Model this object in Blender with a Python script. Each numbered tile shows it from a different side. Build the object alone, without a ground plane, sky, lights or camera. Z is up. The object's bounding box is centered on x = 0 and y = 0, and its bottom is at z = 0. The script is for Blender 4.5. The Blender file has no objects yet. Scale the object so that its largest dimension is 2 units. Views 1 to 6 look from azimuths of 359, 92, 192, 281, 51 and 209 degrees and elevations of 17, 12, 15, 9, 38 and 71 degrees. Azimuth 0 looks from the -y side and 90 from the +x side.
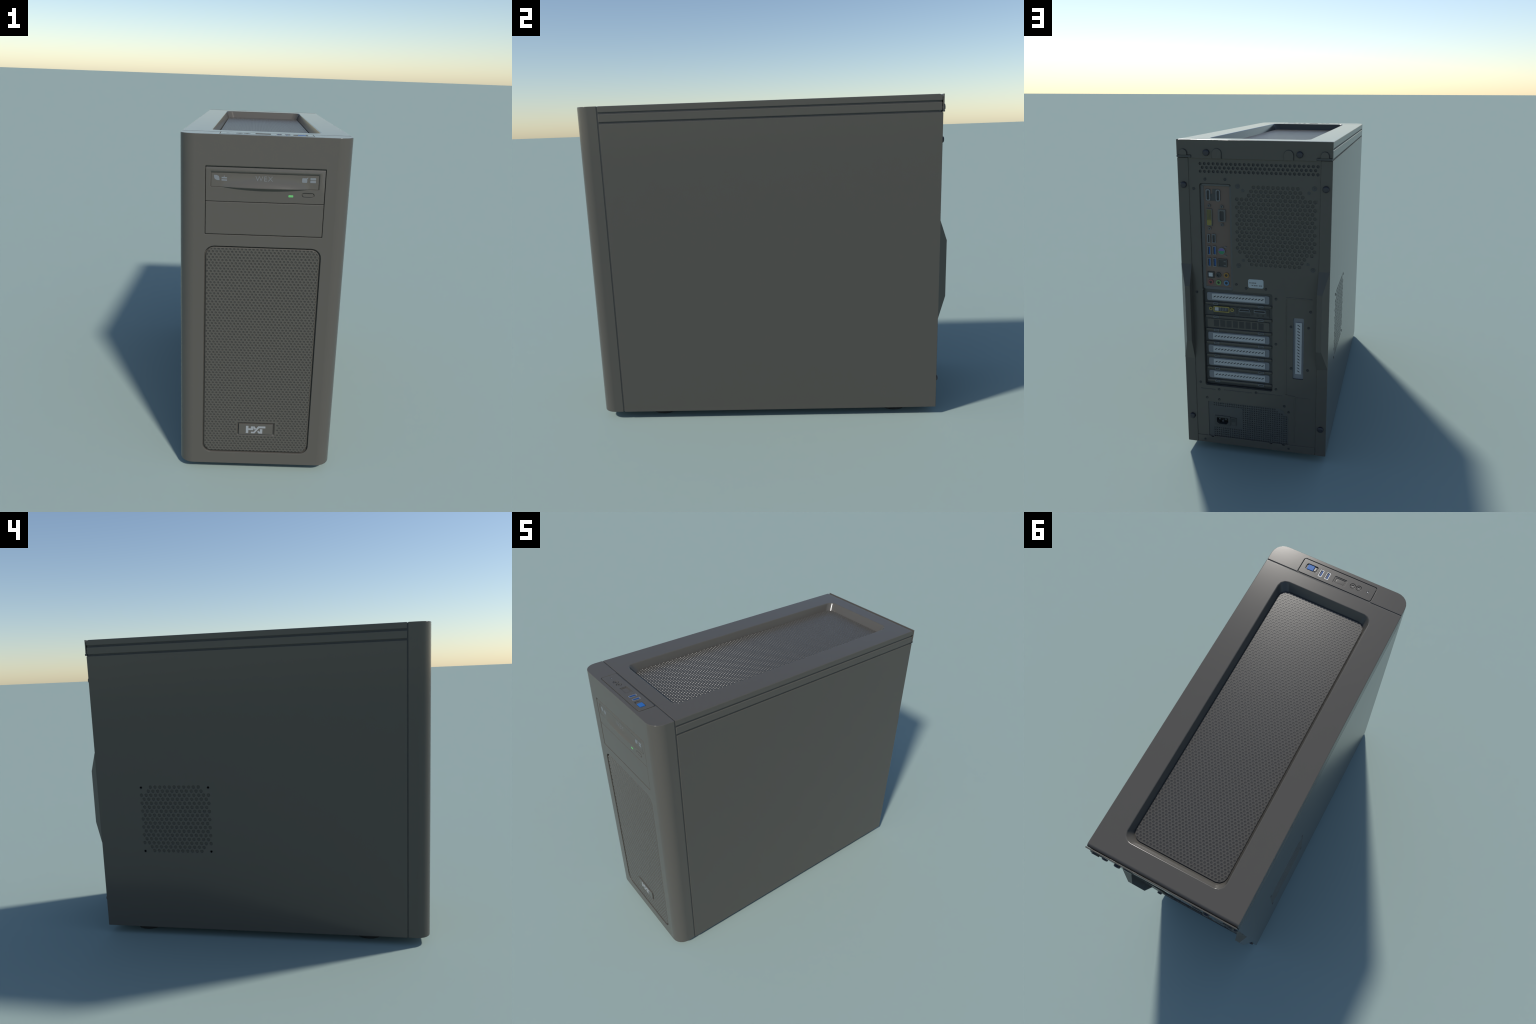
"""A dark grey mid-tower desktop computer case: rounded front bezel with two drive bays and a
perforated intake, vented top cover, plain side panels with grip bulges, detailed rear."""
import bpy, bmesh, math
from mathutils import Vector

# ------------------------------------------------------------------ overall sizes (metres)
HALF_W = 0.406          # half width of the case
TOP = 1.793             # height of the top cover
BOTTOM = 0.044          # underside of the sheet metal
FRONT = 0.988           # bezel face lies at y = -FRONT
BEZEL_BACK = -0.8652    # where the bezel ends
PANEL_START = -0.859    # where the side panels begin
FLANGE = 0.9558         # rear edge of the side panels
REAR = 0.9515            # recessed rear sheet

# ------------------------------------------------------------------ materials
def material(name, color, rough=0.42, metal=0.0, spec=0.5, grain=0.0, scale=170.0, vary=0.0, coat=0.0):
    m = bpy.data.materials.new(name)
    m.use_nodes = True
    nt = m.node_tree
    b = nt.nodes["Principled BSDF"]
    b.inputs["Base Color"].default_value = (*color, 1)
    b.inputs["Roughness"].default_value = rough
    b.inputs["Metallic"].default_value = metal
    b.inputs["Specular IOR Level"].default_value = spec
    b.inputs["Coat Weight"].default_value = coat
    if grain or vary:
        tc = nt.nodes.new("ShaderNodeTexCoord")
        nz = nt.nodes.new("ShaderNodeTexNoise")
        nz.inputs["Scale"].default_value = scale
        nz.inputs["Detail"].default_value = 2.0
        nt.links.new(tc.outputs["Object"], nz.inputs["Vector"])
        if grain:
            bp = nt.nodes.new("ShaderNodeBump")
            bp.inputs["Strength"].default_value = grain
            bp.inputs["Distance"].default_value = 0.004
            nt.links.new(nz.outputs["Fac"], bp.inputs["Height"])
            nt.links.new(bp.outputs["Normal"], b.inputs["Normal"])
        if vary:
            mx = nt.nodes.new("ShaderNodeMix")
            mx.data_type = "RGBA"
            mx.inputs["A"].default_value = (*[c * (1 - vary) for c in color], 1)
            mx.inputs["B"].default_value = (*[c * (1 + vary) for c in color], 1)
            nt.links.new(nz.outputs["Fac"], mx.inputs["Factor"])
            nt.links.new(mx.outputs["Result"], b.inputs["Base Color"])
    return m

PAINT = (0.093, 0.0860, 0.0745)  # pulled darker toward the shade baked into front and sides
M_PLASTIC = material("satin_grey_plastic", PAINT, 0.18, spec=0.28, grain=0.008, vary=0.03)
M_STEEL = material("powder_coated_steel", PAINT, 0.18, spec=0.28, grain=0.008, vary=0.03)
M_MESH = material("mesh_coating", (0.086, 0.081, 0.070), 0.22, spec=0.30, grain=0.006)
M_TOP_MESH = material("top_mesh_coating", (0.082, 0.077, 0.067), 0.27, spec=0.36, grain=0.010)
M_TOP_HOLE = material("top_mesh_hole_shadow_grey", (0.046, 0.044, 0.040), 0.32, spec=0.35)  # paint colour darkened for occlusion inside the holes
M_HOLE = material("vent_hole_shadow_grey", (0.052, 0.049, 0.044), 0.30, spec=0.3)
M_CORE = material("inner_chassis_black", (0.034, 0.033, 0.031), 0.6)  # tone tuned to how occluded the case seams look
M_BLACK = material("black_plastic", (0.022, 0.022, 0.024), 0.45)
M_DARK = material("dark_grey_plastic", (0.045, 0.046, 0.046), 0.45)
M_RUBBER = material("black_rubber", (0.018, 0.018, 0.018), 0.8)
M_SCREW = material("blackened_screw", (0.035, 0.035, 0.042), 0.38, metal=0.3)
M_SILVER = material("bare_zinc_plate", (0.36, 0.37, 0.38), 0.45, metal=0.0, grain=0.03)
M_ZINC = material("dull_zinc", (0.17, 0.18, 0.20), 0.45)
M_SHELL = material("connector_shell_metal", (0.14, 0.15, 0.16), 0.4, metal=0.2)
M_BRIGHT = material("polished_connector_shell", (0.24, 0.25, 0.26), 0.38, metal=0.2)
M_COPPER = material("shield_brown", (0.145, 0.106, 0.086), 0.5, spec=0.3)
M_RIM = material("shield_rim_grey", (0.105, 0.106, 0.104), 0.45, spec=0.3)
M_GOLD = material("gold_plated", (0.24, 0.19, 0.05), 0.4)
M_YELLOW = material("yellow_connector", (0.20, 0.17, 0.035), 0.5)
M_OLIVE = material("yellow_connector_pin_field", (0.13, 0.115, 0.03), 0.5)
M_BLUE = material("blue_plastic", (0.030, 0.13, 0.38), 0.5, spec=0.2)
M_USB = material("blue_tongue", (0.02, 0.080, 0.26), 0.55, spec=0.2)
M_LED = material("green_indicator", (0.13, 0.46, 0.14), 0.4)
M_PRINT = material("pale_print", (0.155, 0.17, 0.18), 0.5)
M_FAINT = material("faint_print", (0.125, 0.132, 0.132), 0.5)
M_LOGO = material("silver_lettering", (0.28, 0.29, 0.30), 0.4)
M_LABEL = material("white_sticker", (0.36, 0.40, 0.42), 0.5)
M_INK = material("grey_ink", (0.14, 0.14, 0.14), 0.6)
M_WHITE = material("white_plastic", (0.40, 0.41, 0.42), 0.5)
M_PSU = material("power_supply_coating", (0.074, 0.075, 0.074), 0.45, spec=0.3)
JACK = {k: material(k + "_jack_ring", c, 0.45) for k, c in dict(
    orange=(0.24, 0.125, 0.02), rose=(0.20, 0.055, 0.055), lime=(0.12, 0.23, 0.08),
    sky=(0.07, 0.16, 0.27), black=(0.03, 0.032, 0.034)).items()}
M_VIOLET = material("violet_port", (0.11, 0.085, 0.26), 0.5)
M_GREEN = material("green_port", (0.02, 0.19, 0.085), 0.5)

# ------------------------------------------------------------------ scene helpers
ROOT = bpy.data.objects.new("computer_tower", None)
bpy.context.collection.objects.link(ROOT)
ROOT["label"] = "dark grey desktop tower case with mesh front, vented top and detailed rear ports"
ROOT["category"] = "computer"


def finish(name, mesh, mats, parent=None, angle=35.0, smooth=True):
    mesh.name = name
    for m in (mats if isinstance(mats, (list, tuple)) else [mats]):
        mesh.materials.append(m)
    if smooth:
        for p in mesh.polygons:
            p.use_smooth = True
        mesh.set_sharp_from_angle(angle=math.radians(angle))
    o = bpy.data.objects.new(name, mesh)
    bpy.context.collection.objects.link(o)
    o.parent = parent or ROOT
    if smooth:
        weighted(o)
    return o


def weighted(o):
    """flat faces stay flat next to rounded edges"""
    md = o.modifiers.new("flat_faces", "WEIGHTED_NORMAL")
    md.keep_sharp = True
    md.weight = 100


def from_bm(bm, name, mats, parent=None, angle=35.0, smooth=True, recalc=True):
    if recalc:
        bmesh.ops.recalc_face_normals(bm, faces=bm.faces[:])
    me = bpy.data.meshes.new(name)
    bm.to_mesh(me)
    bm.free()
    return finish(name, me, mats, parent, angle, smooth)


def repeat(src, offset):
    o = src.copy()
    o.location = Vector(src.location) + Vector(offset)
    bpy.context.collection.objects.link(o)
    return o


# faces of the case: (u, v, w) -> world, w pointing outwards
def front(u, v, w): return (u, -w, v)
def rear(u, v, w): return (u, w, v)
def up(u, v, w): return (u, v, w)
def left(u, v, w): return (-w, u, v)


# ------------------------------------------------------------------ outlines
def rect(u0, v0, u1, v1):
    return [(u0, v0), (u1, v0), (u1, v1), (u0, v1)]


def rrect(u0, v0, u1, v1, r, n=4):
    pts = []
    for cu, cv, a in ((u1 - r, v0 + r, -90), (u1 - r, v1 - r, 0), (u0 + r, v1 - r, 90), (u0 + r, v0 + r, 180)):
        for i in range(n + 1):
            t = math.radians(a + 90 * i / n)
            pts.append((cu + r * math.cos(t), cv + r * math.sin(t)))
    return pts


def circle(u, v, r, n=16):
    return [(u + r * math.cos(2 * math.pi * i / n), v + r * math.sin(2 * math.pi * i / n)) for i in range(n)]


# ------------------------------------------------------------------ solids
def add_loft(bm, F, rings, cap0=True, cap1=True):
    """rings: list of (outline, w); all outlines have the same number of points."""
    loops = [[bm.verts.new(F(u, v, w)) for u, v in out] for out, w in rings]
    n = len(loops[0])
    for a, b in zip(loops, loops[1:]):
        for i in range(n):
            j = (i + 1) % n
            bm.faces.new((a[i], a[j], b[j], b[i]))
    if cap0:
        bm.faces.new(loops[0][::-1])
    if cap1:
        bm.faces.new(loops[-1])
    return loops


def add_prism(bm, F, out, w0, w1, cham=0.0, seg=2):
    loops = add_loft(bm, F, [(out, w0), (out, w1)])
    if cham:
        top = set(loops[-1])
        ed = [e for e in bm.edges if e.verts[0] in top and e.verts[1] in top]
        bmesh.ops.bevel(bm, geom=ed, offset=cham, segments=seg, profile=0.5, affect="EDGES", clamp_overlap=True)


def add_ring(bm, F, outer, inner, w0, w1, inner_w1=None):
    """frame with a through hole; the inner rim may end at its own height."""
    k = w1 if inner_w1 is None else inner_w1
    n = len(outer)
    L = [[bm.verts.new(F(u, v, w)) for u, v in o] for o, w in ((outer, w0), (outer, w1), (inner, k), (inner, w0))]
    for a, b in zip(L, L[1:] + L[:1]):
        for i in range(n):
            j = (i + 1) % n
            bm.faces.new((a[i], a[j], b[j], b[i]))


def prism(name, F, out, w0, w1, mat, parent=None, cham=0.0, seg=2, angle=35):
    bm = bmesh.new()
    add_prism(bm, F, out, w0, w1, cham, seg)
    return from_bm(bm, name, mat, parent, angle)


def ring(name, F, outer, inner, w0, w1, mat, parent=None, inner_w1=None):
    bm = bmesh.new()
    add_ring(bm, F, outer, inner, w0, w1, inner_w1)
    return from_bm(bm, name, mat, parent)


def modified(obj, bevel=0.0, seg=2, cutters=(), angle=30):
    """subtract the cutter meshes, then round the edges; the result replaces the mesh."""
    temps = []
    obj.modifiers.clear()
    for bm in cutters:
        bmesh.ops.recalc_face_normals(bm, faces=bm.faces[:])
        me = bpy.data.meshes.new("cutter")
        bm.to_mesh(me)
        bm.free()
        c = bpy.data.objects.new("cutter", me)
        bpy.context.collection.objects.link(c)
        temps.append(c)
        md = obj.modifiers.new("cut", "BOOLEAN")
        md.operation, md.solver, md.object = "DIFFERENCE", "EXACT", c
    if bevel:
        md = obj.modifiers.new("round", "BEVEL")
        md.width, md.segments, md.limit_method, md.angle_limit = bevel, seg, "ANGLE", math.radians(angle)
        md.miter_outer = "MITER_ARC"
        md.harden_normals = False
    bpy.context.view_layer.update()
    dg = bpy.context.evaluated_depsgraph_get()
    me = bpy.data.meshes.new_from_object(obj.evaluated_get(dg))
    obj.modifiers.clear()
    old, obj.data = obj.data, me
    bpy.data.meshes.remove(old)
    for p in me.polygons:
        p.use_smooth = True
    me.set_sharp_from_angle(angle=math.radians(35))
    me.name = obj.name
    weighted(obj)
    for c in temps:
        d = c.data
        bpy.data.objects.remove(c)
        bpy.data.meshes.remove(d)
    return obj


def cutter(F, *rings):
    bm = bmesh.new()
    add_loft(bm, F, rings)
    return bm


# ------------------------------------------------------------------ perforated sheet
def perforated(name, F, box, rows, pitch, row_h, hole, w, depth, mats, parent=None, taper=0.82, clip=None, gap=None):
    """Flat sheet over box=(u0,v0,u1,v1) with sunk holes. rows: [(v, [u, ...])]; hole: outline offsets
    of one hole, counter-clockwise. Every hole has a wall and its own floor (second material)."""
    u0, v0, u1, v1 = box
    V, Fc, Mi = [], [], []

    def quad(a, b, c, d):
        if b - a < 1e-6 or d - c < 1e-6:
            return
        if gap and a < gap[2] and b > gap[0] and c < gap[3] and d > gap[1]:     # leave the opening free
            lo, hi = max(a, gap[0]), min(b, gap[2])
            quad(a, lo, c, d); quad(hi, b, c, d)
            quad(lo, hi, c, max(c, gap[1])); quad(lo, hi, min(d, gap[3]), d)
            return
        k = len(V)
        V.extend([(a, c, w), (b, c, w), (b, d, w), (a, d, w)])
        Fc.append((k, k + 1, k + 2, k + 3)); Mi.append(0)

    n = len(hole)
    rim = []
    hw, hh = pitch / 2, row_h / 2
    for a, b in hole:                      # where the ray through this corner leaves the cell
        s = min(hw / abs(a) if abs(a) > 1e-9 else 1e9, hh / abs(b) if abs(b) > 1e-9 else 1e9)
        rim.append((a * s, b * s))
    corners = [(hw, hh), (-hw, hh), (-hw, -hh), (hw, -hh)]
    last = v0
    for v, us in sorted(rows):
        quad(u0, u1, last, v - hh)
        last = v + hh
        x = u0
        for u in sorted(us):
            quad(x, u - hw, v - hh, v + hh)
            x = u + hw
            k = len(V)
            V.extend((u + a, v + b, w) for a, b in rim)
            V.extend((u + a, v + b, w) for a, b in hole)
            V.extend((u + a * taper, v + b * taper, w - depth) for a, b in hole)
            for i in range(n):
                j = (i + 1) % n
                Fc.append((k + i, k + j, k + n + j, k + n + i)); Mi.append(0)
                Fc.append((k + n + i, k + n + j, k + 2 * n + j, k + 2 * n + i)); Mi.append(0)
                # corner of the cell that no ray hits
                p, q = rim[i], rim[j]
                if abs(p[0] - q[0]) > 1e-7 and abs(p[1] - q[1]) > 1e-7:
                    c = max(corners, key=lambda c: c[0] * (p[0] + q[0]) + c[1] * (p[1] + q[1]))
                    V.append((u + c[0], v + c[1], w))
                    Fc.append((k + i, len(V) - 1, k + j)); Mi.append(0)
            Fc.append(tuple(range(k + 2 * n, k + 3 * n))); Mi.append(1)
        quad(x, u1, v - hh, v + hh)
    quad(u0, u1, last, v1)
    me = bpy.data.meshes.new(name)
    me.from_pydata([F(*p) for p in V], [], Fc)
    me.polygons.foreach_set("material_index", Mi)
    # outward direction of the sheet
    out = Vector(F(0, 0, 1)) - Vector(F(0, 0, 0))
    if me.polygons[0].normal.dot(out) < 0:
        me.flip_normals()
    if clip:
        bm = bmesh.new()
        bm.from_mesh(me)
        O = Vector(F(0, 0, 0))
        m = len(clip)
        cu, cv = sum(p[0] for p in clip) / m, sum(p[1] for p in clip) / m
        for i in range(m):
            (a, b), (c, d) = clip[i], clip[(i + 1) % m]
            if abs(a - c) + abs(b - d) < 1e-6:
                continue
            nu, nv = d - b, a - c
            if nu * (cu - a) + nv * (cv - b) > 0:
                nu, nv = -nu, -nv
            no = Vector(F(nu, nv, 0)) - O
            no.normalize()
            co = Vector(F(a, b, w))
            near = [f for f in bm.faces if max((x.co - co).dot(no) for x in f.verts) > -1e-6]
            if near:
                g = set(near)
                for f in near:
                    g.update(f.edges); g.update(f.verts)
                bmesh.ops.bisect_plane(bm, geom=list(g), plane_co=co, plane_no=no, clear_outer=True)
        bm.to_mesh(me)
        bm.free()
    o = finish(name, me, mats, parent, smooth=False)
    o["kind"] = "stuff"
    return o


def staggered(v_first, count, row_h, u_first, pitch, n_even, n_odd, odd_shift=0.5):
    return [(v_first + row_h * i,
             [u_first + pitch * (k + (odd_shift if i % 2 else 0)) for k in range(n_odd if i % 2 else n_even)])
            for i in range(count)]


MESH_P, MESH_R, MESH_RAD = 0.0187, 0.01445, 0.0063   # pitch, row height, hole radius of the fine mesh

# ================================================================== inner chassis
bm = bmesh.new()
add_prism(bm, up, rect(-0.397, -0.880, 0.397, 0.905), 0.048, 1.7290)
for s in (-1, 1):
    add_prism(bm, up, rect(s * 0.395, -0.875, s * 0.4028, 0.935), 0.050, 1.7660)
add_prism(bm, up, rect(-0.4032, -0.876, 0.4032, -0.852), 0.050, TOP - 0.0030)
core = from_bm(bm, "chassis", M_CORE)

# ================================================================== front bezel
r = 0.0735
plan = [(-0.4045, BEZEL_BACK), (0.4045, BEZEL_BACK)]
plan = [(0.4045, BEZEL_BACK)]
for s in (1, -1):
    for i in range(7):
        a = math.radians(90 * i / 6 if s > 0 else 90 - 90 * i / 6)
        plan.append((s * (0.4045 - r + r * math.cos(a)), -(FRONT - r + r * math.sin(a))))
plan.append((-0.4045, BEZEL_BACK))
bezel = prism("front_bezel", up, plan, 0.0445, TOP, M_PLASTIC)
GR = (-0.2815, 0.1135, 0.2815, 1.2635)     # intake opening
cuts = [
    cutter(front, (rect(-0.281, 1.3205, 0.281, 1.6475), 0.978), (rect(-0.281, 1.3205, 0.281, 1.6475), 1.05)),
    cutter(front, (rrect(*GR, 0.047, 5), 0.974), (rrect(*GR, 0.047, 5), 1.05)),
    cutter(up, (rrect(-0.2205, -0.9655, 0.2205, -0.80, 0.012, 3), TOP - 0.005), (rrect(-0.2205, -0.9655, 0.2205, -0.80, 0.012, 3), TOP + 0.05)),
]
modified(bezel, bevel=0.0048, seg=3, cutters=cuts, angle=40)

# ---- optical drive in the upper bay
dr = prism("optical_drive", front, rect(-0.2785, 1.4832, 0.2785, 1.6450), 0.952, 0.9868, M_PLASTIC)
slope = [(1.6320, 0.9870), (1.6470, 0.9790), (1.6470, 0.9990), (1.6320, 0.9990)]
sl = bmesh.new()                                     # tilted upper edge of the drive face
add_loft(sl, lambda v, w, u: front(u, v, w), [(slope, -0.3), (slope, 0.3)])
modified(dr, bevel=0.0034, seg=2, cutters=[
    sl, cutter(front, (rect(-0.2535, 1.5300, 0.2490, 1.6165), 0.9770), (rect(-0.2535, 1.5510, 0.2490, 1.6165), 0.9815), (rect(-0.2620, 1.5490, 0.2575, 1.6315), 0.9910)),
    cutter(front, (rrect(0.172, 1.5135, 0.231, 1.5345, 0.0100, 5), 0.9825), (rrect(0.172, 1.5135, 0.231, 1.5345, 0.0100, 5), 1.0)),
])
prism("eject_button", front, rrect(0.1755, 1.5170, 0.2275, 1.5310, 0.0065, 5), 0.981, 0.9868, M_PLASTIC, dr, cham=0.002)
prism("drive_indicator", front, rrect(0.1095, 1.5120, 0.1325, 1.5225, 0.003, 3), 0.984, 0.9876, M_LED, dr, cham=0.001)
LIP, PANEL_TOP, PANEL_LOW = 0.2065, 1.6165, 1.5520


def bulge(u):
    """how far the tray panel swells forward at its lower edge"""
    t = min(1.0, abs(u) / LIP)
    return 0.0137 * (1 - t * t) ** 0.8


def tray_face(u, v):
    k = min(1.0, max(0.0, (PANEL_TOP - v) / (PANEL_TOP - PANEL_LOW)))
    return 0.9825 + 0.0036 * k + bulge(u) * k ** 3


# tray panel: swells out towards a curved lip with an undercut below it
bm = bmesh.new()
loops = []
for i in range(41):
    u = -0.2533 + (0.2488 + 0.2533) * i / 40
    b = bulge(u) / 0.0137
    sec = [(PANEL_TOP, 0.9780)] + [(PANEL_TOP - (PANEL_TOP - PANEL_LOW) * k / 8, tray_face(u, PANEL_TOP - (PANEL_TOP - PANEL_LOW) * k / 8)) for k in range(9)]
    tip = tray_face(u, PANEL_LOW)
    sec += [(PANEL_LOW - 0.0022 * b - 0.0006, tip - 0.0006), (PANEL_LOW - 0.0010 - 0.0165 * b, 0.9845), (PANEL_LOW - 0.0012 - 0.0165 * b, 0.9780)]
    loops.append([bm.verts.new(front(u, v, w)) for v, w in sec])
for a, b in zip(loops, loops[1:]):
    for k in range(len(a)):
        m = (k + 1) % len(a)
        bm.faces.new((a[k], a[m], b[m], b[k]))
bm.faces.new(loops[0][::-1])
bm.faces.new(loops[-1])
from_bm(bm, "tray_panel", M_PLASTIC, dr, angle=25)


def on_tray(u, v, w): return front(u, v, tray_face(u, v) + w)


def lettering(name, text, F, u0, u1, v0, v1, w0, w1, mat, parent):
    cu = bpy.data.curves.new("text", "FONT")
    cu.body = text
    cu.size = 1.0
    cu.space_character = 1.12
    o = bpy.data.objects.new("text", cu)
    bpy.context.collection.objects.link(o)
    bpy.context.view_layer.update()
    me = bpy.data.meshes.new_from_object(o.evaluated_get(bpy.context.evaluated_depsgraph_get()))
    bpy.data.objects.remove(o)
    bpy.data.curves.remove(cu)
    xs, ys = [v.co.x for v in me.vertices], [v.co.y for v in me.vertices]
    bm = bmesh.new()
    bm.from_mesh(me)
    bpy.data.meshes.remove(me)
    place = {}
    for v in bm.verts:
        a = (v.co.x - min(xs)) / (max(xs) - min(xs))
        b = (v.co.y - min(ys)) / (max(ys) - min(ys))
        v.co = (u0 + (u1 - u0) * a, v0 + (v1 - v0) * b, w0)
    ext = bmesh.ops.extrude_face_region(bm, geom=bm.faces[:])
    for g in ext["geom"]:
        if isinstance(g, bmesh.types.BMVert):
            g.co.z = w1
    for v in bm.verts:
        v.co = F(*v.co)
    return from_bm(bm, name, mat, parent, smooth=False)


lettering("drive_lettering", "WEX", on_tray, -0.0475, 0.0345, 1.5830, 1.6055, -0.002, 0.0006, M_FAINT, dr)


def icon(polys):
    bm = bmesh.new()
    for p in polys:
        add_prism(bm, on_tray, p, -0.002, 0.0006)
    from_bm(bm, "drive_symbol", M_PRINT, dr, smooth=False)


leaf = [(-0.2410, 1.6055), (-0.2290, 1.6055), (-0.2190, 1.6010), (-0.2155, 1.5930), (-0.2145, 1.5815), (-0.2260, 1.5820), (-0.2360, 1.5865), (-0.2400, 1.5940)]
icon([leaf])
icon([rect(-0.2055, 1.5905, -0.1800, 1.5970), rect(-0.2055, 1.5800, -0.1800, 1.5865), rect(-0.1950, 1.5975, -0.1915, 1.6035)])
icon([rrect(0.1700, 1.5830, 0.1940, 1.6040, 0.004, 3), [(0.1910, 1.6030), (0.1940, 1.6000), (0.1990, 1.6065), (0.1965, 1.6075)]])
icon([rrect(0.2085, 1.5960, 0.2350, 1.6060, 0.002, 2), rrect(0.2085, 1.5830, 0.2350, 1.5935, 0.002, 2)])

# ---- blank cover of the lower bay
bc = prism("bay_cover", front, rect(-0.2793, 1.3225, 0.2793, 1.4805), 0.952, 0.9868, M_PLASTIC)
modified(bc, bevel=0.0040, seg=3)

# ---- intake grille
GI = (-0.2766, 0.1186, 0.2766, 1.2584)
grille = prism("intake_frame", front, rrect(*GI, 0.0435, 5), 0.955, 0.9785, M_PLASTIC)
clip = rrect(-0.2712, 0.1240, 0.2712, 1.2530, 0.0375, 5)
bm = bmesh.new()
edge, mid = rrect(*GI, 0.0435, 5), rrect(-0.2752, 0.1200, 0.2752, 1.2570, 0.0415, 5)
add_loft(bm, front, [(edge, 0.976), (edge, 0.9785), (mid, 0.9820), (clip, 0.9848)], cap0=False, cap1=False)
from_bm(bm, "intake_border", M_PLASTIC, grille, angle=60)
rows = staggered(1.2053 - 75 * MESH_R, 79, MESH_R, -0.2602 + MESH_P / 2, MESH_P, 28, 29, -0.5)
bu0, bu1, bv0, bv1 = -0.1095, 0.1095, 0.2120, 0.3030        # space kept free for the badge
rows = [(v, [u for u in us if not (bu0 < u < bu1 and bv0 < v < bv1)]) for v, us in rows]
rows = [(v, ([us[0] - MESH_P] if us[0] > -0.255 else []) + us + ([us[-1] + MESH_P] if us[-1] < 0.26 else [])) for v, us in rows]
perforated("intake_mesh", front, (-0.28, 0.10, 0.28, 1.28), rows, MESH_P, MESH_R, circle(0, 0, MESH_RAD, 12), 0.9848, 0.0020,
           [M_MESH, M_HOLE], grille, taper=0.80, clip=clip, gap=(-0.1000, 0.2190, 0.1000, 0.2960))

# ---- badge near the foot of the grille
badge = prism("badge", front, rect(-0.0905, 0.2270, 0.0905, 0.2895), 0.975, 0.9895, M_PLASTIC)
modified(badge, bevel=0.0026, seg=2)
prism("badge_groove_shadow", front, rect(-0.0975, 0.2210, 0.0975, 0.2950), 0.975, 0.9792, M_CORE, badge)  # dark plate so the groove reads as shadowed
ring("badge_surround", front, rect(-0.1010, 0.2170, 0.1010, 0.2970), rect(-0.0950, 0.2245, 0.0950, 0.2938), 0.975, 0.9853, M_PLASTIC, badge, inner_w1=0.9796)
strokes = [
    rect(-0.0520, 0.2360, -0.0388, 0.2792),                                                   # H, left stem
    rect(-0.0384, 0.2545, -0.0125, 0.2650),                                                   # crossbar
    [(-0.0260, 0.2654), (-0.0129, 0.2654), (-0.0122, 0.2770), (-0.0260, 0.2770)],             # right stem
    [(-0.0118, 0.2770), (-0.0118, 0.2650), (-0.0060, 0.2575), (0.0022, 0.2640), (-0.0020, 0.2685), (-0.0060, 0.2770)],  # Y, left arm
    [(-0.0250, 0.2358), (-0.0060, 0.2358), (0.0175, 0.2672), (0.0120, 0.2780), (-0.0105, 0.2448), (-0.0250, 0.2448)],  # long diagonal
    [(0.0178, 0.2675), (0.0510, 0.2675), (0.0510, 0.2785), (0.0123, 0.2783)],                 # top bar
    rect(0.0222, 0.2440, 0.0355, 0.2615),                                                     # G, stem
    [(0.0160, 0.2352), (0.0355, 0.2352), (0.0355, 0.2437), (0.0225, 0.2437), (0.0132, 0.2530), (0.0083, 0.2455)],  # G, hook
]
bm = bmesh.new()
for k, s in enumerate(strokes):
    add_prism(bm, front, s, 0.9885, 0.9905 + 0.00008 * k)
from_bm(bm, "badge_lettering", M_LOGO, badge, smooth=False)

# ---- control strip on top of the bezel
ZP = TOP + 0.0005
ctl = prism("control_panel", up, rrect(-0.2172, -0.9622, 0.2172, -0.8690, 0.0095, 3), TOP - 0.02, ZP, M_PLASTIC)


def slot_cut(out, depth): return cutter(up, (out, ZP - depth), (out, ZP + 0.05))


btn = rrect(0.1225, -0.9400, 0.1905, -0.9010, 0.009, 3)
usb = [rrect(c - 0.0115, -0.9365, c + 0.0115, -0.8885, 0.004, 2) for c in (0.0965, 0.0570)]
rdr = rrect(-0.0535, -0.9330, 0.0175, -0.8905, 0.004, 2)
jack_c = [(-0.0935, -0.9165), (-0.1285, -0.9180)]
modified(ctl, bevel=0.0022, seg=2, cutters=[slot_cut(btn, 0.006), *[slot_cut(u, 0.010) for u in usb], slot_cut(rdr, 0.007),
         *[slot_cut(circle(x, y, 0.0160, 16), 0.006) for x, y in jack_c], slot_cut(circle(-0.1825, -0.9160, 0.0065, 12), 0.003)])
prism("power_button", up, rrect(0.1440, -0.9365, 0.1825, -0.9045, 0.002, 2), ZP - 0.012, ZP - 0.0005, M_BLUE, ctl, cham=0.002)
prism("reset_button", up, rrect(0.1275, -0.9340, 0.1420, -0.9070, 0.003, 2), ZP - 0.012, ZP - 0.002, M_PLASTIC, ctl, cham=0.002)
for c in (0.0965, 0.0570):
    ring("usb_port", up, rrect(c - 0.0108, -0.9358, c + 0.0108, -0.8892, 0.0035, 2), rrect(c - 0.0078, -0.9325, c + 0.0078, -0.8925, 0.002, 2),
         ZP - 0.012, ZP - 0.0010, M_BRIGHT, ctl)
    prism("usb_tongue", up, rect(c - 0.0060, -0.9300, c + 0.0012, -0.8950), ZP - 0.012, ZP - 0.0020, M_USB, ctl)
ring("card_reader", up, rrect(-0.0525, -0.9320, 0.0165, -0.8915, 0.003, 2), rrect(-0.0470, -0.9280, 0.0090, -0.8955, 0.002, 2), ZP - 0.010, ZP - 0.0030, M_PLASTIC, ctl)
prism("card_guide", up, rect(-0.0440, -0.9250, 0.0020, -0.8985), ZP - 0.010, ZP - 0.0048, M_PLASTIC, ctl, cham=0.001)
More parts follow.
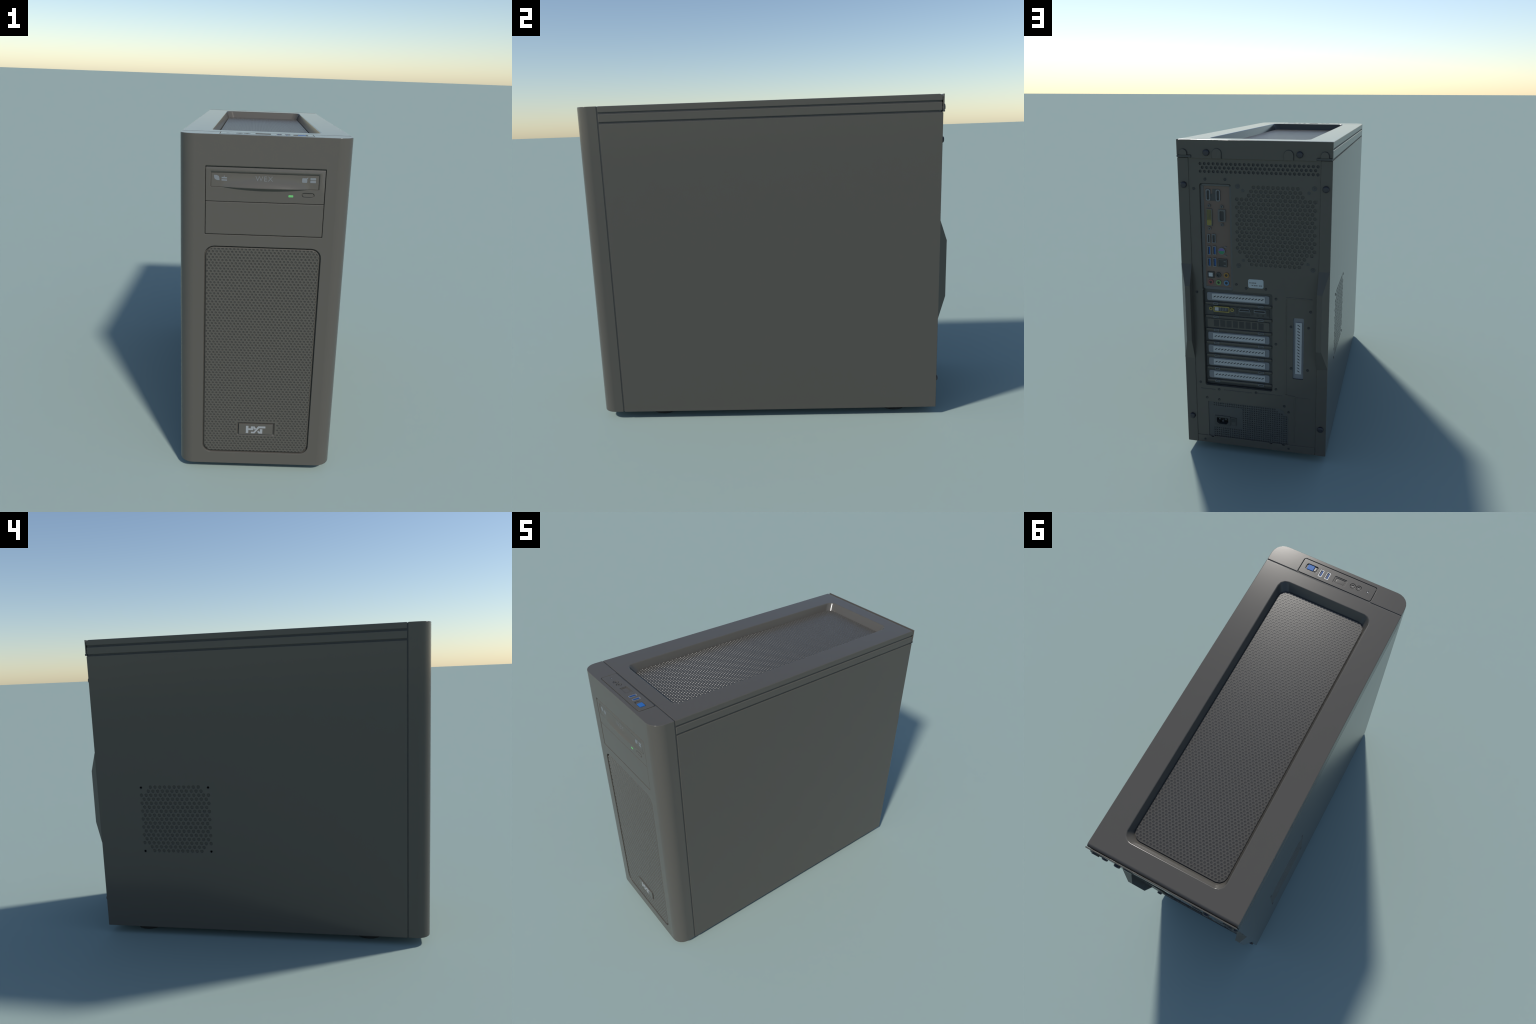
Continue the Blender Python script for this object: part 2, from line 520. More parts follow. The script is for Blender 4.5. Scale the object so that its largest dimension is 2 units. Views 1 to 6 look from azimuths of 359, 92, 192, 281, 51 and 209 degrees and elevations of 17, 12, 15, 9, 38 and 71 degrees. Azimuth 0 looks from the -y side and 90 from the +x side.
for x, y in jack_c:
    ring("audio_jack", up, circle(x, y, 0.0135), circle(x, y, 0.0070), ZP - 0.010, ZP - 0.0010, M_PLASTIC, ctl)
    prism("jack_socket", up, circle(x, y, 0.0070), ZP - 0.012, ZP - 0.0040, M_DARK, ctl)
prism("power_indicator", up, circle(-0.1825, -0.9160, 0.0050, 10), ZP - 0.006, ZP - 0.0005, M_SHELL, ctl, cham=0.0015)

# ================================================================== top cover with sunk mesh
prof = [(-0.406, TOP), (-0.406, 1.7597), (-0.3975, 1.7597), (-0.3975, 1.7300), (0.3975, 1.7300), (0.3975, 1.7597), (0.406, 1.7597), (0.406, TOP)]
cover = prism("top_cover", lambda u, v, w: (u, w, v), prof, -0.8595, 0.9515, M_PLASTIC)
well_top = rrect(-0.2685, -0.7810, 0.2710, 0.8455, 0.044, 3)
well_bot = rrect(-0.2535, -0.7525, 0.2535, 0.8200, 0.046, 3)
cw = cutter(up, (well_bot, 1.7430), (well_top, TOP + 0.0001), (well_top, TOP + 0.05))
back = bmesh.new()                                  # slanted rear edge
add_loft(back, lambda u, v, w: (w, u, v), [([(0.9380, TOP + 0.0005), (0.97, TOP - 0.024), (0.97, TOP + 0.03), (0.938, TOP + 0.03)], -0.5),
                                          ([(0.9380, TOP + 0.0005), (0.97, TOP - 0.024), (0.97, TOP + 0.03), (0.938, TOP + 0.03)], 0.5)])
modified(cover, bevel=0.0045, seg=2, cutters=[cw, back], angle=28)
n_rows = 109
rows = staggered(0.7333 - MESH_R * 103, n_rows, MESH_R, 0.0476 - MESH_P * 16.5, MESH_P, 29, 30, -0.5)
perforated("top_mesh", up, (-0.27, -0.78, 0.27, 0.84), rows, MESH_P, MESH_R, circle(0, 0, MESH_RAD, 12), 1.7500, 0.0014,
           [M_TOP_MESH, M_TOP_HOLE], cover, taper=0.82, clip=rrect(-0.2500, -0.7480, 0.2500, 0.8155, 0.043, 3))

# ================================================================== side panels and rails
def side(sign):
    s = sign
    out = [(s * 0.406, PANEL_START), (s * 0.406, FLANGE), (s * 0.3466, FLANGE), (s * 0.3466, 0.944), (s * 0.397, 0.944), (s * 0.397, PANEL_START)]
    p = prism("side_panel", up, out, BOTTOM, 1.7005, M_STEEL)
    modified(p, bevel=0.0035, seg=2)
    # grip bulge pressed out of the rear flange
    base = [(s * 0.3468, 0.5720), (s * 0.4058, 0.5785), (s * 0.4058, 1.1300), (s * 0.3468, 1.1300)]
    tip = [(s * 0.3460, 0.6970), (s * 0.3740, 0.6990), (s * 0.3740, 1.0158), (s * 0.3460, 1.0168)]
    bm = bmesh.new()
    add_loft(bm, rear, [(base, 0.9500), (base, FLANGE - 0.0004), (tip, 1.0)])
    from_bm(bm, "panel_grip", M_STEEL, p, angle=10)
    rail = prism("side_rail", rear, [(s * 0.397, 1.7088), (s * 0.406, 1.7088), (s * 0.406, 1.7515), (s * 0.397, 1.7515)], -0.8595, 0.9505, M_STEEL)
    modified(rail, bevel=0.004, seg=3)
    return p


panel_right = side(1)
panel_left = side(-1)
# vent with mounting holes in the left panel
VB = (0.2450, 0.5180, 0.6970, 0.9365)
modified(panel_left, cutters=[cutter(left, (rect(*VB), 0.39), (rect(*VB), 0.45))])
P, RH, C = 0.02955, 0.02430, 0.4712
counts = [11, 12, 15] + [14, 15] * 6 + [12, 11]
rows = [(0.9211 - RH * i, [C + P * (k - (n - 1) / 2) for k in range(n)]) for i, n in enumerate(counts)]
perforated("side_vent", left, VB, rows, P, RH, circle(0, 0, 0.0106, 14), 0.406, 0.0028, [M_STEEL, M_HOLE], panel_left, taper=0.80)
prism("vent_backing", left, rect(*VB), 0.3972, 0.3990, M_CORE, panel_left)
sc = None
for y, zz in ((0.6772, 0.9190), (0.2642, 0.9180), (0.6773, 0.5290), (0.2647, 0.5320)):
    if sc is None:
        bm = bmesh.new()
        add_ring(bm, left, circle(0, 0, 0.0085, 14), circle(0, 0, 0.0055, 14), 0.4045, 0.4072, 0.4062)
        add_prism(bm, left, circle(0, 0, 0.0056, 14), 0.4035, 0.4060)
        sc = from_bm(bm, "vent_screw", M_BLACK, panel_left)
        sc.location = (0, y, zz)
        first = (y, zz)
    else:
        repeat(sc, (0, y - first[0], zz - first[1]))

# ================================================================== rear: lid plate
lid_out = [(-0.4055, 1.7145), (-0.3268, 1.7145), (-0.3268, 1.6985), (0.3268, 1.6985), (0.3268, 1.7145), (0.4055, 1.7145), (0.4055, TOP), (-0.4055, TOP)]
lid = prism("rear_lid", rear, lid_out, 0.9535, 0.9602, M_STEEL)
modified(lid, bevel=0.0015, seg=1)
bm = bmesh.new()
add_prism(bm, rear, rect(-0.4045, 1.7008, 0.4045, 1.7300), 0.930, 0.9515)
from_bm(bm, "lid_spacer", M_BLACK, lid)
for s in (-1, 1):
    prism("lid_ledge", rear, rect(s * 0.3272, 1.7025, s * 0.4045, 1.7138), 0.945, 0.9640, M_DARK, lid, cham=0.001)


def arch(u0, u1, v0, v1, n=10):
    r = (u1 - u0) / 2
    return [(u0, v0), (u1, v0)] + [((u0 + u1) / 2 + r * math.cos(math.pi * i / n), v1 - r + r * math.sin(math.pi * i / n)) for i in range(n + 1)]


for kind, u0, u1, v0, v1, h in (("lid_hook", 0.3500, 0.3895, 1.7145, 1.7445, 0.0095), ("lid_hook", -0.3865, -0.3470, 1.7145, 1.7450, 0.0095),
                                ("lid_tab", 0.1652, 0.2130, 1.6992, 1.7500, 0.0055), ("lid_tab", -0.2085, -0.1610, 1.6992, 1.7495, 0.0055)):
    prism(kind + "_shadow_plate", rear, arch(u0 - 0.0042, u1 + 0.0012, v0, v1 + 0.0024), 0.958, 0.9606, M_CORE, lid)  # oversized dark arch, modelled shadow along top and one side
    prism(kind, rear, arch(u0, u1, v0 + 0.0003, v1), 0.958, 0.9602 + h, M_STEEL, lid, cham=0.0015)

# thumbscrews
bm = bmesh.new()
R = 0.0168
add_loft(bm, rear, [(circle(0, 0, R, 18), 0.0), (circle(0, 0, R, 18), 0.0085), (circle(0, 0, R * 0.80, 18), 0.0118), (circle(0, 0, R * 0.4, 18), 0.0130)])
ts = from_bm(bm, "thumbscrew", M_SCREW, None, angle=60)
ts.location = (0.2443, 0.9600, 1.7288)
for x, y, zz in ((-0.2414, 0.9600, 1.7288), (0.3742, FLANGE - 0.0002, 1.5594), (-0.3749, FLANGE - 0.0002, 1.5600), (0.3731, FLANGE - 0.0002, 0.2120), (-0.3746, FLANGE - 0.0002, 0.2148)):
    repeat(ts, (x - 0.2443, y - 0.96, zz - 1.7288))

# ================================================================== rear sheet
sheet = prism("rear_panel", rear, rect(-0.3463, 0.0905, 0.3463, 1.7300), 0.932, REAR, M_STEEL)
VENT = (-0.3440 + 0.0005, 1.6190, 0.2960, 1.6840)
FAN = (-0.3330, 1.1280, 0.1020, 1.5740)
PSU = (-0.1905, 0.0890, 0.2785, 0.3130)
IO = (0.1185, 0.9860, 0.2915, 1.5695)
SLOT = (-0.0995, 0.4140, 0.2915, 0.9880)
VSL = (-0.2725, 0.5040, -0.2135, 0.8625)


def rear_cut(out, w0=0.90): return cutter(rear, (out, w0), (out, 1.0))


psu_out = [(-0.1905, 0.08), (0.2785, 0.08), (0.2785, 0.3130), (-0.1350, 0.3130), (-0.1640, 0.3000), (-0.1700, 0.2830), (-0.1905, 0.2730)]
modified(sheet, bevel=0.0, cutters=[rear_cut(rect(*VENT)), rear_cut(rect(*FAN)), rear_cut(rrect(*IO, 0.012, 3)),
         rear_cut(rrect(*SLOT, 0.010, 3), 0.901), rear_cut(rrect(*VSL, 0.006, 3)), rear_cut(psu_out)])
# upper vent row
p = 0.02363
rows = [(1.6715, [0.2826 - p * k for k in range(27)]), (1.6516, [0.2826 - p * (k + 0.5) for k in range(26)]), (1.6317, [0.2826 - p * k for k in range(27)])]
perforated("upper_vent", rear, VENT, rows, p, 0.0199, circle(0, 0, 0.0080, 14), REAR, 0.005, [M_STEEL, M_BLACK], sheet, taper=0.95)
# fan grille
p, rh, cu = 0.0256, 0.02164, -0.1159
counts = [10, 11, 12] + [17, 16] * 7 + [13, 12, 11]
counts[16] = 16
rows = [(1.5575 - rh * i, [cu + p * (k - (n - 1) / 2) for k in range(n)]) for i, n in enumerate(counts)]
fan = perforated("fan_grille", rear, FAN, rows, p, rh, circle(0, 0, 0.0096, 14), REAR, 0.0026, [M_STEEL, material("fan_hole_grey", (0.062, 0.059, 0.052), 0.4, spec=0.3)], sheet, taper=0.84)
bm = bmesh.new()
add_ring(bm, rear, circle(0, 0, 0.0125, 16), circle(0, 0, 0.0085, 16), -0.001, 0.0012, 0.0002)
add_prism(bm, rear, circle(0, 0, 0.0085, 16), -0.001, 0.0004)
add_prism(bm, rear, rect(-0.0055, -0.0013, 0.0055, 0.0013), -0.001, 0.0016)
add_prism(bm, rear, rect(-0.0013, -0.0055, 0.0013, 0.0055), -0.001, 0.0017)
fs = from_bm(bm, "fan_screw", M_DARK, sheet)
fs.location = (0.0845, REAR, 1.5600)
for x, zz in ((-0.3158, 1.5604), (0.0842, 1.1357), (-0.3158, 1.1350)):
    repeat(fs, (x - 0.0845, 0, zz - 1.56))
bm = bmesh.new()
add_prism(bm, rear, circle(0, 0, 0.0085, 14), -0.001, 0.0010, cham=0.0008)
dm = from_bm(bm, "fan_dimple", M_DARK, sheet)
dm.location = (0.0569, REAR, 1.5385)
for x, zz in ((-0.2885, 1.5370), (0.0585, 1.1660), (-0.2890, 1.1640)):
    repeat(dm, (x - 0.0569, 0, zz - 1.5385))
# small dark fixings scattered over the sheet
bm = bmesh.new()
add_ring(bm, rear, circle(0, 0, 0.0075, 12), circle(0, 0, 0.0050, 12), -0.001, 0.0014, 0.0003)
add_prism(bm, rear, circle(0, 0, 0.0050, 12), -0.001, 0.0004)
rv = from_bm(bm, "panel_screw", M_BLACK, sheet)
spots = [(0.2585, 1.5912), (0.1505, 1.5930), (0.3214, 1.5407), (0.3239, 0.9710), (0.3199, 0.4285), (0.2109, 0.3931), (-0.0054, 0.3962),
         (-0.1191, 0.9623), (-0.1196, 0.7026), (-0.1200, 0.4305), (-0.3077, 0.9035), (-0.2025, 0.8109), (-0.2981, 0.8114), (-0.2046, 0.5665),
         (-0.2962, 0.5638), (0.0987, 1.0292), (0.0445, 1.0110), (-0.0637, 1.0130), (0.2120, 0.3290), (-0.1920, 0.2960), (0.2849, 0.3347), (-0.1684, 0.3305)]
rv.location = (spots[0][0], REAR, spots[0][1])
for x, zz in spots[1:]:
    repeat(rv, (x - spots[0][0], 0, zz - spots[0][1]))
# pressed stiffening ribs
for out in (rrect(-0.3150, 0.9690, -0.1730, 0.9765, 0.003, 2), rrect(-0.1790, 0.4080, -0.1725, 0.9640, 0.003, 2),
            rrect(-0.3145, 0.3870, -0.2300, 0.3935, 0.003, 2), rrect(-0.2290, 0.1070, -0.2225, 0.3860, 0.003, 2),
            rrect(0.2330, 0.3860, 0.3200, 0.3920, 0.0025, 2), rrect(0.0185, 0.3890, 0.1830, 0.3945, 0.0025, 2), rrect(-0.1560, 0.3915, -0.0134, 0.3965, 0.0020, 2),
            [(-0.1790, 0.4080), (-0.1725, 0.4080), (-0.1780, 0.3990), (-0.1960, 0.3940), (-0.2290, 0.3930), (-0.2290, 0.3995), (-0.1960, 0.4010), (-0.1830, 0.4030)][::-1]):
    prism("panel_rib", rear, out, REAR - 0.004, REAR + 0.0022, M_STEEL, sheet, cham=0.0015, seg=1)
# bottom lip
lip = prism("bottom_lip", rear, rect(-0.3460, 0.0455, 0.3460, 0.0905), 0.930, 0.9550, M_STEEL)
modified(lip, bevel=0.003, seg=2, cutters=[rear_cut(circle(x, 0.0925, 0.011, 12)) for x in (0.2568, -0.0914, -0.1641)])
for x, zz in ((0.3017, 0.0655), (-0.1946, 0.0663)):
    prism("lip_screw", rear, circle(x, zz, 0.0065, 12), 0.950, 0.9558, M_BLACK, lip, cham=0.0006)

# ---- warranty sticker
lab = prism("sticker", rear, rrect(-0.0515, 1.0155, 0.0330, 1.0640, 0.009, 3), REAR - 0.001, REAR + 0.0010, M_LABEL)
bm = bmesh.new()
for v, segs in ((1.0440, ((0.0270, 0.0185), (0.0150, 0.0085), (0.0075, -0.0015), (-0.0030, -0.0110))), (1.0300, ((0.0140, 0.0050), (0.0010, -0.0070), (-0.0085, -0.0190), (-0.0260, -0.0330), (-0.0345, -0.0440)))):
    for k, (a, b) in enumerate(segs):
        add_prism(bm, rear, rect(b, v - 0.0028 - 0.0006 * (k % 2), a, v + 0.0026), REAR + 0.0005, REAR + 0.0014)
from_bm(bm, "sticker_writing", M_INK, lab, smooth=False)

# ================================================================== rear: connector shield
io = ring("connector_shield", rear, rrect(0.1200, 0.9885, 0.2900, 1.5680, 0.012, 3), rrect(0.1335, 1.0030, 0.2745, 1.5540, 0.004, 3), 0.906, 0.9370, M_RIM, None, inner_w1=0.9335)
prism("shield_face", rear, rect(0.1330, 1.0020, 0.2750, 1.5550), 0.906, 0.9320, M_COPPER, io)
prism("shield_bead", rear, rrect(0.1280, 1.5545, 0.2840, 1.5672, 0.005, 3), 0.930, 0.9420, M_RIM, io, cham=0.004, seg=3)
FW = 0.9320


def port(name, out, inn, mat_shell, mat_in, h=0.006, sunk=0.004):
    r_ = ring(name, rear, out, inn, FW - 0.001, FW + h, mat_shell, io)
    prism(name + "_socket", rear, inn, FW - 0.001, FW + h - sunk, mat_in, io)
    return r_


prism("port_backing", rear, [(0.1980, 1.4760), (0.2630, 1.4760), (0.2630, 1.5380), (0.2375, 1.5380), (0.2375, 1.5120), (0.2260, 1.5120), (0.2260, 1.5380), (0.1980, 1.5380)], FW - 0.001, FW + 0.0016, M_DARK, io)
port("display_port", rrect(0.2370, 1.4765, 0.2620, 1.5370, 0.009, 3), rrect(0.2425, 1.4820, 0.2565, 1.5310, 0.005, 3), M_SHELL, M_BLACK)
port("display_port", rrect(0.1835, 1.4735, 0.2075, 1.5370, 0.010, 3), rrect(0.1890, 1.4790, 0.2020, 1.5310, 0.006, 3), M_SHELL, M_BLACK)
port("dvi_port", rrect(0.2300, 1.3400, 0.2630, 1.4330, 0.003, 2), rrect(0.2335, 1.3440, 0.2600, 1.4290, 0.002, 2), M_RIM, M_OLIVE, 0.006, 0.001)
prism("dvi_key", rear, rrect(0.2340, 1.3445, 0.2595, 1.3720, 0.003, 2), FW, FW + 0.0064, M_YELLOW, io)
bm = bmesh.new()
for i in range(3):
    for j in range(8):
        add_prism(bm, rear, rect(0.2375 + 0.0078 * i - 0.0016, 1.3800 + 0.0060 * j - 0.0016, 0.2375 + 0.0078 * i + 0.0016, 1.3800 + 0.0060 * j + 0.0016), FW, FW + 0.0062)
pins = from_bm(bm, "dvi_pin_holes", M_DARK, io, smooth=False)
pins["kind"] = "stuff"
vga_o = [(0.1560, 1.3690), (0.1600, 1.3650), (0.1935, 1.3650), (0.1985, 1.3700), (0.1985, 1.4280), (0.1935, 1.4320), (0.1600, 1.4320), (0.1560, 1.4280)]
vga_i = [(0.1650, 1.3770), (0.1690, 1.3720), (0.1840, 1.3720), (0.1880, 1.3770), (0.1880, 1.4190), (0.1840, 1.4230), (0.1690, 1.4230), (0.1650, 1.4190)]
port("vga_port", vga_o, vga_i, M_RIM, M_BLACK)
for x, zz in ((0.2463, 1.4495), (0.2465, 1.3265), (0.1763, 1.4465), (0.1761, 1.3500)):
    ring("jack_post", rear, circle(x, zz, 0.0090, 12), circle(x, zz, 0.0035, 12), FW - 0.001, FW + 0.006, M_RIM, io)
    prism("post_thread", rear, circle(x, zz, 0.0035, 12), FW - 0.001, FW + 0.003, M_DARK, io)
for x0, x1, z0, z1, tongue in ((0.2440, 0.2605, 1.2475, 1.2955, 0), (0.2140, 0.2345, 1.2475, 1.2965, 0), (0.2425, 0.2620, 1.1815, 1.2300, 1), (0.2120, 0.2320, 1.1820, 1.2315, 1),
                               (0.2425, 0.2625, 1.1165, 1.1645, 1), (0.2120, 0.2325, 1.1165, 1.1660, 1)):
    port("usb_socket", rrect(x0, z0, x1, z1, 0.003, 2), rrect(x0 + 0.0038, z0 + 0.0045, x1 - 0.0038, z1 - 0.0045, 0.001, 2), M_SHELL, M_BLACK)
    if tongue:
        prism("usb_insert", rear, rect(x0 + 0.0042, z0 + 0.0055, x1 - 0.0085, z1 - 0.0055), FW, FW + 0.0042, M_USB, io)
ring("keyboard_port", rear, circle(0.1822, 1.2057, 0.0195, 20), circle(0.1822, 1.2057, 0.0165, 20), FW - 0.001, FW + 0.006, M_SHELL, io)
half = [(0.1822 + 0.0165 * math.cos(math.pi * i / 10), 1.2057 + 0.0165 * math.sin(math.pi * i / 10)) for i in range(11)]
prism("mouse_half", rear, half, FW - 0.001, FW + 0.0045, M_VIOLET, io)
prism("keyboard_half", rear, [(u, 2 * 1.2057 - v) for u, v in half], FW - 0.001, FW + 0.0045, M_GREEN, io)
for zz in (1.2290, 1.1805):
    prism("port_clip", rear, rrect(0.1545, zz - 0.0025, 0.1680, zz + 0.0025, 0.002, 2), FW - 0.001, FW + 0.004, M_SHELL, io)
port("network_port", rrect(0.1530, 1.1165, 0.2040, 1.1620, 0.002, 2), rrect(0.1600, 1.1220, 0.1985, 1.1565, 0.002, 2), M_DARK, M_BLACK, 0.006, 0.002)
for zz in (1.1490, 1.1270):
    prism("network_indicator", rear, rect(0.1590, zz - 0.004, 0.1720, zz + 0.004), FW, FW + 0.0058, M_RIM, io, cham=0.001)
port("optical_audio", rrect(0.2270, 1.0520, 0.2650, 1.0880, 0.002, 2), rrect(0.2355, 1.0590, 0.2590, 1.0815, 0.002, 2), M_BLACK, M_WHITE, 0.005, 0.001)
for k, x, zz in (("black", 0.2036, 1.0707), ("orange", 0.1590, 1.0712), ("rose", 0.2478, 1.0280), ("lime", 0.2036, 1.0280), ("sky", 0.1593, 1.0275)):
    ring("audio_socket", rear, circle(x, zz, 0.0150, 20), circle(x, zz, 0.0075, 20), FW - 0.001, FW + 0.005, JACK[k], io)
    prism("audio_socket_bore", rear, circle(x, zz, 0.0075, 16), FW - 0.001, FW + 0.0015, M_BLACK, io)

# ================================================================== rear: expansion slots
CV, PV = 0.9446, 0.0779
slots = prism("slot_frame", rear, rect(-0.0990, 0.4145, 0.2910, 0.9875), 0.906, 0.9275, M_DARK)
for i in range(7):
    v = CV - PV * i - 0.0385
    b = prism("slot_rail", rear, rect(-0.094, v - 0.0070, 0.284, v + 0.0062), 0.907, 0.9350, M_STEEL, slots, cham=0.002, seg=1)
    for u0, u1 in ((0.2080, 0.2370), (-0.0475, -0.0155)):
        ring("rail_clip", rear, rrect(u0, v - 0.0068, u1, v + 0.0058, 0.003, 2), rrect(u0 + 0.003, v - 0.0036, u1 - 0.003, v + 0.0026, 0.001, 2), 0.933, 0.9385, M_SHELL, slots)
slant = [(0.0078, -0.0030), (0.0062, -0.0058), (0.0015, -0.0040), (-0.0062, 0.0012), (-0.0080, 0.0040), (-0.0062, 0.0058), (-0.0015, 0.0040), (0.0062, -0.0012)]
slant = sorted(slant, key=lambda q: math.atan2(q[1], q[0]))
first = None
for i in (0, 3, 4, 5, 6):
    if first is None:
        first = prism("slot_cover", rear, rrect(-0.0790, CV - 0.0245, 0.2740, CV + 0.0225, 0.009, 3), 0.917, 0.9310, M_ZINC, None, cham=0.002)
        rows = [(CV, [0.2287 - 0.01789 * k for k in range(16)])]
        st = perforated("cover_vent", rear, (-0.0542, CV - 0.0172, 0.2444, CV + 0.0175), rows, 0.01789, 0.0200, slant, 0.9340, 0.0025, [M_SILVER, M_CORE], first, taper=0.9)
        sk = bmesh.new()
        add_ring(sk, rear, rect(-0.0542, CV - 0.0172, 0.2444, CV + 0.0175), rect(-0.0500, CV - 0.0130, 0.2400, CV + 0.0133), 0.925, 0.9338)
        sk = from_bm(sk, "cover_edge", M_SILVER, first)
    else:
        c = repeat(first, (0, 0, -PV * i))
        for ch in (st, sk):
            d = ch.copy()
            bpy.context.collection.objects.link(d)
            d.parent = c
# graphics card bracket in the second bay
v = CV - PV
gpu = prism("graphics_bracket", rear, rrect(-0.0790, v - 0.0265, 0.2740, v + 0.0245, 0.006, 3), 0.917, 0.9315, M_DARK)
G = 0.9315
ring("card_dvi_port", rear, rrect(0.1445, v - 0.0095, 0.2370, v + 0.0240, 0.006, 3), rrect(0.1500, v - 0.0040, 0.2310, v + 0.0185, 0.003, 3), G - 0.001, G + 0.007, M_GOLD, gpu)
bm = bmesh.new()
for j in range(8):
    for k in range(3):
        add_prism(bm, rear, rect(0.1570 + 0.0090 * j, v - 0.0020 + 0.0070 * k, 0.1620 + 0.0090 * j, v + 0.0030 + 0.0070 * k), G - 0.001, G + 0.0045)
pf = from_bm(bm, "card_dvi_pins", M_ZINC, gpu, smooth=False)
pf["kind"] = "stuff"
prism("card_dvi_key", rear, rect(0.2080, v - 0.0030, 0.2290, v + 0.0180), G - 0.001, G + 0.0050, M_SILVER, gpu)
for x in (0.2520, 0.1300):
    ring("card_post", rear, circle(x, v + 0.0078, 0.0105, 16), circle(x, v + 0.0078, 0.0045, 16), G - 0.001, G + 0.006, M_GOLD, gpu)
hd = lambda a, b: ([(a, v + 0.0035), (b, v + 0.0035), (b, v + 0.0110), (b - 0.008, v + 0.0200), (a + 0.008, v + 0.0200), (a, v + 0.0110)],
                   [(a + 0.003, v + 0.0068), (b - 0.003, v + 0.0068), (b - 0.003, v + 0.0100), (b - 0.009, v + 0.0168), (a + 0.009, v + 0.0168), (a + 0.003, v + 0.0100)])
o_, i_ = hd(0.0285, 0.0915)
ring("card_hdmi_port", rear, o_, i_, G - 0.001, G + 0.006, M_SHELL, gpu)
prism("card_hdmi_socket", rear, i_, G - 0.001, G + 0.001, M_BLACK, gpu)
ring("card_display_port", rear, rrect(-0.0580, v + 0.0020, 0.0070, v + 0.0190, 0.002, 2), rrect(-0.0545, v + 0.0055, 0.0035, v + 0.0155, 0.002, 2), G - 0.001, G + 0.006, M_SHELL, gpu)
prism("card_display_socket", rear, rrect(-0.0545, v + 0.0055, 0.0035, v + 0.0155, 0.002, 2), G - 0.001, G + 0.001, M_BLACK, gpu)
for out in (rect(0.0985, v - 0.0150, 0.1110, v + 0.0240), rect(0.0115, v - 0.0150, 0.0225, v + 0.0230), rect(-0.0760, v - 0.0150, -0.0630, v + 0.0220),
            rect(0.1160, v - 0.0250, 0.2380, v - 0.0130), rect(0.0300, v - 0.0220, 0.0900, v - 0.0080), rect(-0.0180, v - 0.0210, -0.0080, v - 0.0090), rect(-0.0480, v - 0.0210, -0.0380, v - 0.0090)):
    prism("bracket_opening", rear, out, G - 0.002, G + 0.0006, M_CORE, gpu)
# vented bracket in the third bay
v = CV - 2 * PV
vb = prism("vented_bracket", rear, rrect(-0.0790, v - 0.0265, 0.2740, v + 0.0245, 0.006, 3), 0.917, 0.9315, M_STEEL)
for k in range(8):
    prism("bracket_slit", rear, rect(0.2088 - 0.0363 * k, v - 0.0195, 0.2374 - 0.0363 * k, v + 0.0195), 0.9305, 0.9321, M_BLACK, vb)
# upright slot beside them
prism("upright_slot_well", rear, rect(-0.2725, 0.5040, -0.2135, 0.8625), 0.916, 0.9430, M_ZINC, slots)
uc = perforated("upright_cover", rear, (-0.2617, 0.5355, -0.2265, 0.8360),
                [(0.8191 - 0.01785 * k, [-0.2441]) for k in range(16)], 0.0180, 0.01785, [(-a, b) for a, b in slant][::-1], 0.9490, 0.003, [M_SILVER, M_CORE], None, taper=0.9)
sk = bmesh.new()
add_ring(sk, rear, rect(-0.2617, 0.5355, -0.2265, 0.8360), rect(-0.2580, 0.5390, -0.2300, 0.8325), 0.935, 0.9488)
from_bm(sk, "upright_cover_edge", M_SILVER, uc)

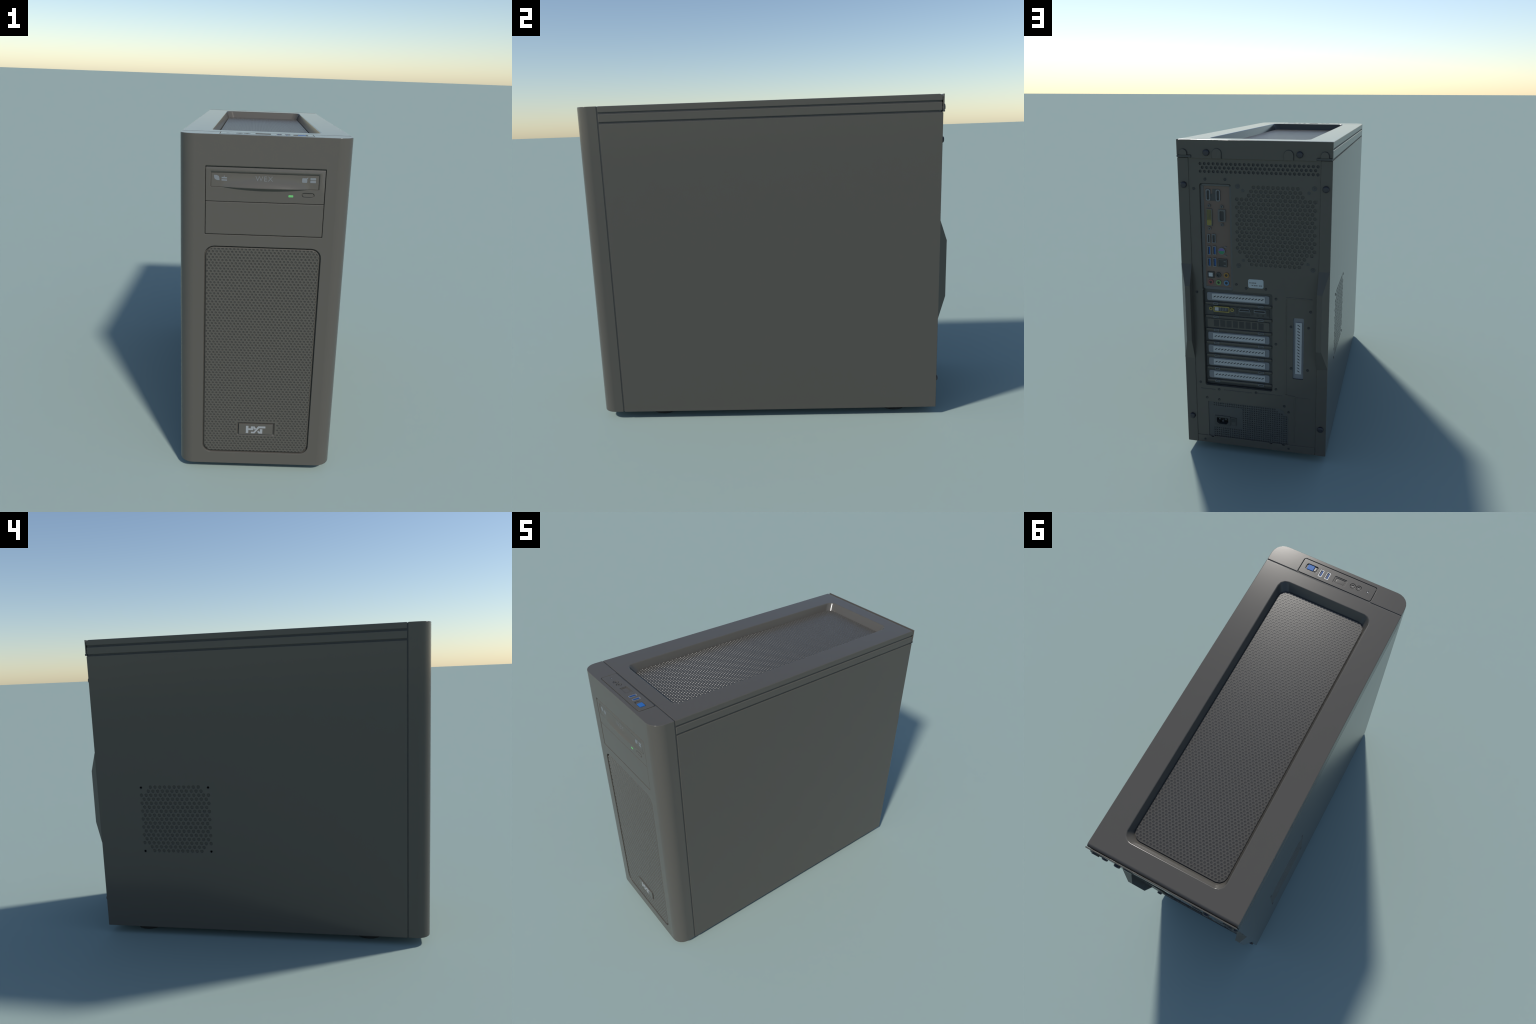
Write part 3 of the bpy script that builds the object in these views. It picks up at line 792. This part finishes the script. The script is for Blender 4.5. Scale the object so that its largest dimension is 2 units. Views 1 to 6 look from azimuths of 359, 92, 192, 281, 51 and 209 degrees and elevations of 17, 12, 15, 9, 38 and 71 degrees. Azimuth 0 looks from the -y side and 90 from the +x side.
# ================================================================== rear: power supply
PW = 0.9480
p = 0.01320
flat = (0.0765, 0.1535, 0.2520, 0.2845)
rows = []
for j in range(17):
    v = 0.3040 - p * j
    us = [0.2430 - p * k for k in range(33)]
    us = [u for u in us if not (flat[0] < u < flat[2] and flat[1] < v < flat[3])]
    if j < 3:
        us = us[: len(us) - (5, 4, 2)[j]]
    rows.append((v, us))
sq = [(0.0040 * a, 0.0040 * b) for a, b in ((1, 0), (1, 1), (0, 1), (-1, 1), (-1, 0), (-1, -1), (0, -1), (1, -1))]
psu = perforated("power_supply", rear, (-0.1960, 0.0850, 0.2800, 0.3180), rows,  p, p, sq, PW, 0.003, [M_PSU, M_DARK], None, taper=0.95, gap=(0.155, 0.169, 0.238, 0.219))
hexa = [(0.1615, 0.1840), (0.1735, 0.1730), (0.2170, 0.1730), (0.2300, 0.1840), (0.2300, 0.2110), (0.2275, 0.2135), (0.1640, 0.2135), (0.1615, 0.2110)]
inlet = prism("power_inlet", rear, rrect(0.1490, 0.1645, 0.2420, 0.2250, 0.003, 2), 0.910, PW + 0.0040, M_DARK, psu, cham=0.0015)
modified(inlet, cutters=[cutter(rear, (hexa, 0.920), (hexa, 1.0))])
prism("inlet_socket", rear, hexa, 0.915, 0.9215, material("inlet_black", (0.006, 0.006, 0.006), 0.5), psu)
for x, zz in ((0.1958, 0.1885), (0.1775, 0.2010), (0.2140, 0.2010)):
    prism("inlet_pin", rear, rect(x - 0.0018, zz - 0.0045, x + 0.0018, zz + 0.0045), 0.920, 0.9440, M_ZINC, psu)
ring("power_switch", rear, rrect(0.1120, 0.1690, 0.1480, 0.2200, 0.003, 2), rrect(0.1185, 0.1750, 0.1425, 0.2120, 0.002, 2), PW - 0.002, PW + 0.0045, M_DARK, psu)
bm = bmesh.new()
add_loft(bm, lambda u, v, w: (w, v, u), [([(0.1750, PW), (0.2120, PW), (0.2120, PW + 0.0060), (0.1920, PW + 0.0030), (0.1750, PW + 0.0042)], 0.1190),
                                         ([(0.1750, PW), (0.2120, PW), (0.2120, PW + 0.0060), (0.1920, PW + 0.0030), (0.1750, PW + 0.0042)], 0.1420)])
from_bm(bm, "switch_rocker", M_DARK, psu, angle=10)

# ================================================================== feet
bm = bmesh.new()
R = 0.080
add_loft(bm, up, [(circle(0, 0, R - 0.004, 32), 0.0), (circle(0, 0, R, 32), 0.004), (circle(0, 0, R + 0.004, 32), 0.049)])
ft = from_bm(bm, "foot", M_RUBBER, None)
ft.location = (0.265, -0.643, 0)
for x, y in ((-0.265, -0.643), (0.265, 0.731), (-0.265, 0.731)):
    repeat(ft, (x - 0.265, y + 0.643, 0))
